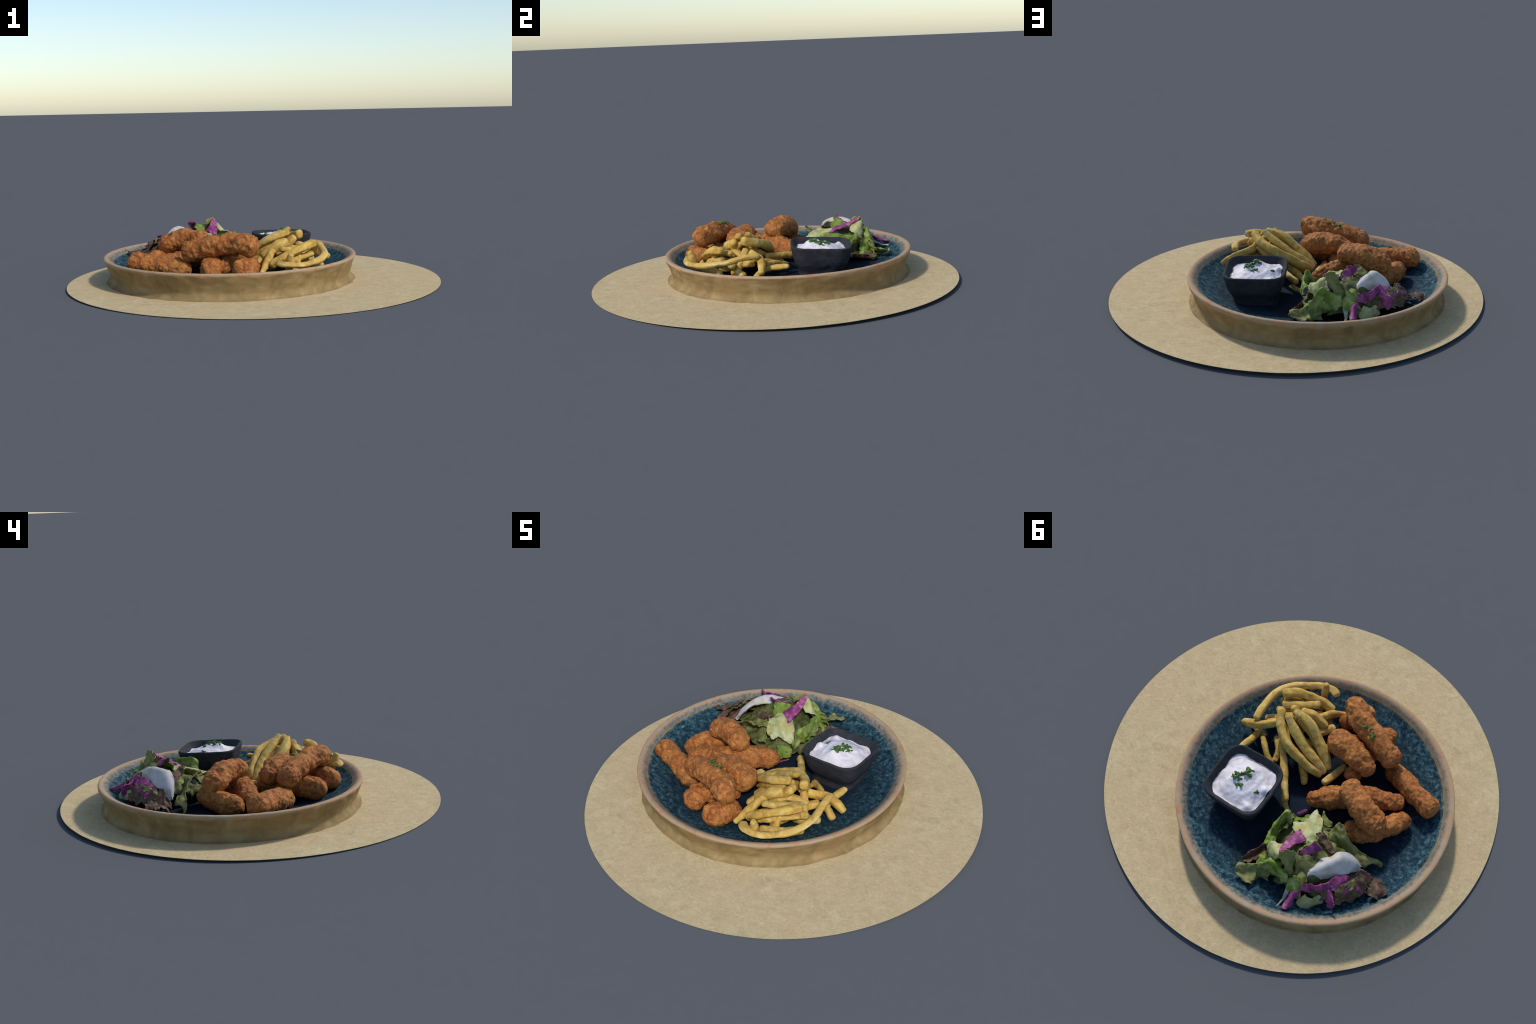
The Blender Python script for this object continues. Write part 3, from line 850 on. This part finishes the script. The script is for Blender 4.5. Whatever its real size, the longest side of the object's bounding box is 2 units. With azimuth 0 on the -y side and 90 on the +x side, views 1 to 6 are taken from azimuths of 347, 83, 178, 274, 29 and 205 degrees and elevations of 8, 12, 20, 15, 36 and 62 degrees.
leaf("lettuce_leaf", [
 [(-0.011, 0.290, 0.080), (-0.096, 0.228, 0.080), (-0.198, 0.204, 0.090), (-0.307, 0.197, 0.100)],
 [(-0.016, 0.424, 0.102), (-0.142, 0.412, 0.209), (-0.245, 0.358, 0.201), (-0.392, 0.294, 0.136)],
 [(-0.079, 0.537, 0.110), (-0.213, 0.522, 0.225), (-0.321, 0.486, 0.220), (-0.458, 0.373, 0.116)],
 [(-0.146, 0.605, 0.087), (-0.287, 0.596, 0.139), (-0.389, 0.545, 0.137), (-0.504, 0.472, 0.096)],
], DARK, 0.02, 0.0045, 30.0)  # added filler sheet under the heap, dark like the shade in its gaps
leaf("red_lettuce_leaf", [
 [(-0.294, 0.462, 0.180), (-0.369, 0.430, 0.190), (-0.439, 0.378, 0.150), (-0.510, 0.336, 0.090)],
 [(-0.305, 0.538, 0.170), (-0.386, 0.505, 0.185), (-0.454, 0.455, 0.165), (-0.539, 0.392, 0.115)],
 [(-0.309, 0.604, 0.120), (-0.399, 0.564, 0.130), (-0.469, 0.522, 0.130), (-0.562, 0.441, 0.100)],
], BROWN, 0.012, 0.0045, 31.0)  # added filler sheet closing dark gaps under the onion and brown leaves
leaf("lettuce_leaf", [
 [(-0.189, 0.568, 0.168), (-0.212, 0.557, 0.215), (-0.254, 0.557, 0.228)],
 [(-0.201, 0.607, 0.140), (-0.235, 0.602, 0.167), (-0.271, 0.604, 0.176)],
 [(-0.230, 0.628, 0.103), (-0.264, 0.623, 0.112), (-0.295, 0.612, 0.123)],
], GREEN, 0.012, 0.0045, 32.0)
leaf("lettuce_leaf", [
 [(-0.159, 0.448, 0.220), (-0.212, 0.445, 0.225), (-0.270, 0.412, 0.200)],
 [(-0.167, 0.502, 0.200), (-0.217, 0.492, 0.205), (-0.276, 0.464, 0.200)],
 [(-0.172, 0.548, 0.150), (-0.236, 0.545, 0.170), (-0.289, 0.503, 0.170)],
], OLIVE, 0.01, 0.0045, 33.0)
leaf("lettuce_leaf", [
 [(-0.004, 0.469, 0.102), (-0.059, 0.496, 0.156), (-0.116, 0.510, 0.214)],
 [(-0.015, 0.528, 0.110), (-0.067, 0.544, 0.157), (-0.119, 0.552, 0.205)],
 [(-0.049, 0.560, 0.083), (-0.094, 0.568, 0.108), (-0.141, 0.573, 0.153)],
], GREEN, 0.012, 0.0045, 34.0)
leaf("lettuce_leaf", [
 [(-0.226, 0.278, 0.200), (-0.278, 0.283, 0.181), (-0.332, 0.307, 0.177)],
 [(-0.238, 0.344, 0.207), (-0.290, 0.351, 0.192), (-0.339, 0.363, 0.185)],
 [(-0.254, 0.393, 0.210), (-0.294, 0.402, 0.203), (-0.340, 0.406, 0.193)],
], OLIVE, 0.01, 0.0045, 35.0)
leaf("red_lettuce_leaf", [
 [(-0.382, 0.475, 0.200), (-0.421, 0.463, 0.183), (-0.455, 0.440, 0.168)],
 [(-0.399, 0.516, 0.171), (-0.436, 0.492, 0.158), (-0.476, 0.467, 0.144)],
 [(-0.425, 0.545, 0.133), (-0.455, 0.514, 0.123), (-0.495, 0.490, 0.122)],
], BROWN, 0.012, 0.0045, 36.0)
leaf("lettuce_leaf", [
 [(-0.268, 0.476, 0.200), (-0.266, 0.519, 0.190), (-0.276, 0.554, 0.175)],
 [(-0.299, 0.488, 0.190), (-0.307, 0.528, 0.185), (-0.311, 0.551, 0.170)],
], GREEN, 0.012, 0.0045, 37.0)
leaf("cabbage_shred", [
 [(-0.276, 0.570, 0.202), (-0.301, 0.557, 0.211), (-0.331, 0.551, 0.211)],
 [(-0.254, 0.600, 0.183), (-0.284, 0.594, 0.178), (-0.310, 0.586, 0.162)],
], CABB, 0.007, 0.0075, 38.0)
leaf("lettuce_leaf", [
 [(-0.083, 0.267, 0.120), (-0.121, 0.253, 0.130), (-0.145, 0.218, 0.150)],
 [(-0.069, 0.228, 0.080), (-0.100, 0.213, 0.080), (-0.118, 0.179, 0.080)],
], GREEN, 0.012, 0.0045, 39.0)
leaf("lettuce_leaf", [
 [(-0.189, 0.170, 0.170), (-0.227, 0.195, 0.160), (-0.264, 0.209, 0.150)],
 [(-0.238, 0.272, 0.200), (-0.249, 0.242, 0.160), (-0.260, 0.214, 0.130)],
], OLIVE, 0.01, 0.0045, 40.0)
leaf("lettuce_leaf", [
 [(-0.256, 0.286, 0.190), (-0.277, 0.269, 0.200), (-0.324, 0.283, 0.202)],
 [(-0.273, 0.320, 0.177), (-0.305, 0.304, 0.176), (-0.327, 0.289, 0.193)],
], OLIVE, 0.01, 0.0045, 41.0)
leaf("cabbage_shred", [
 [(-0.066, 0.206, 0.083), (-0.083, 0.186, 0.086), (-0.103, 0.162, 0.083)],
 [(-0.073, 0.213, 0.080), (-0.094, 0.192, 0.082), (-0.112, 0.173, 0.080)],
], CABB, 0.004, 0.0045, 42.0)
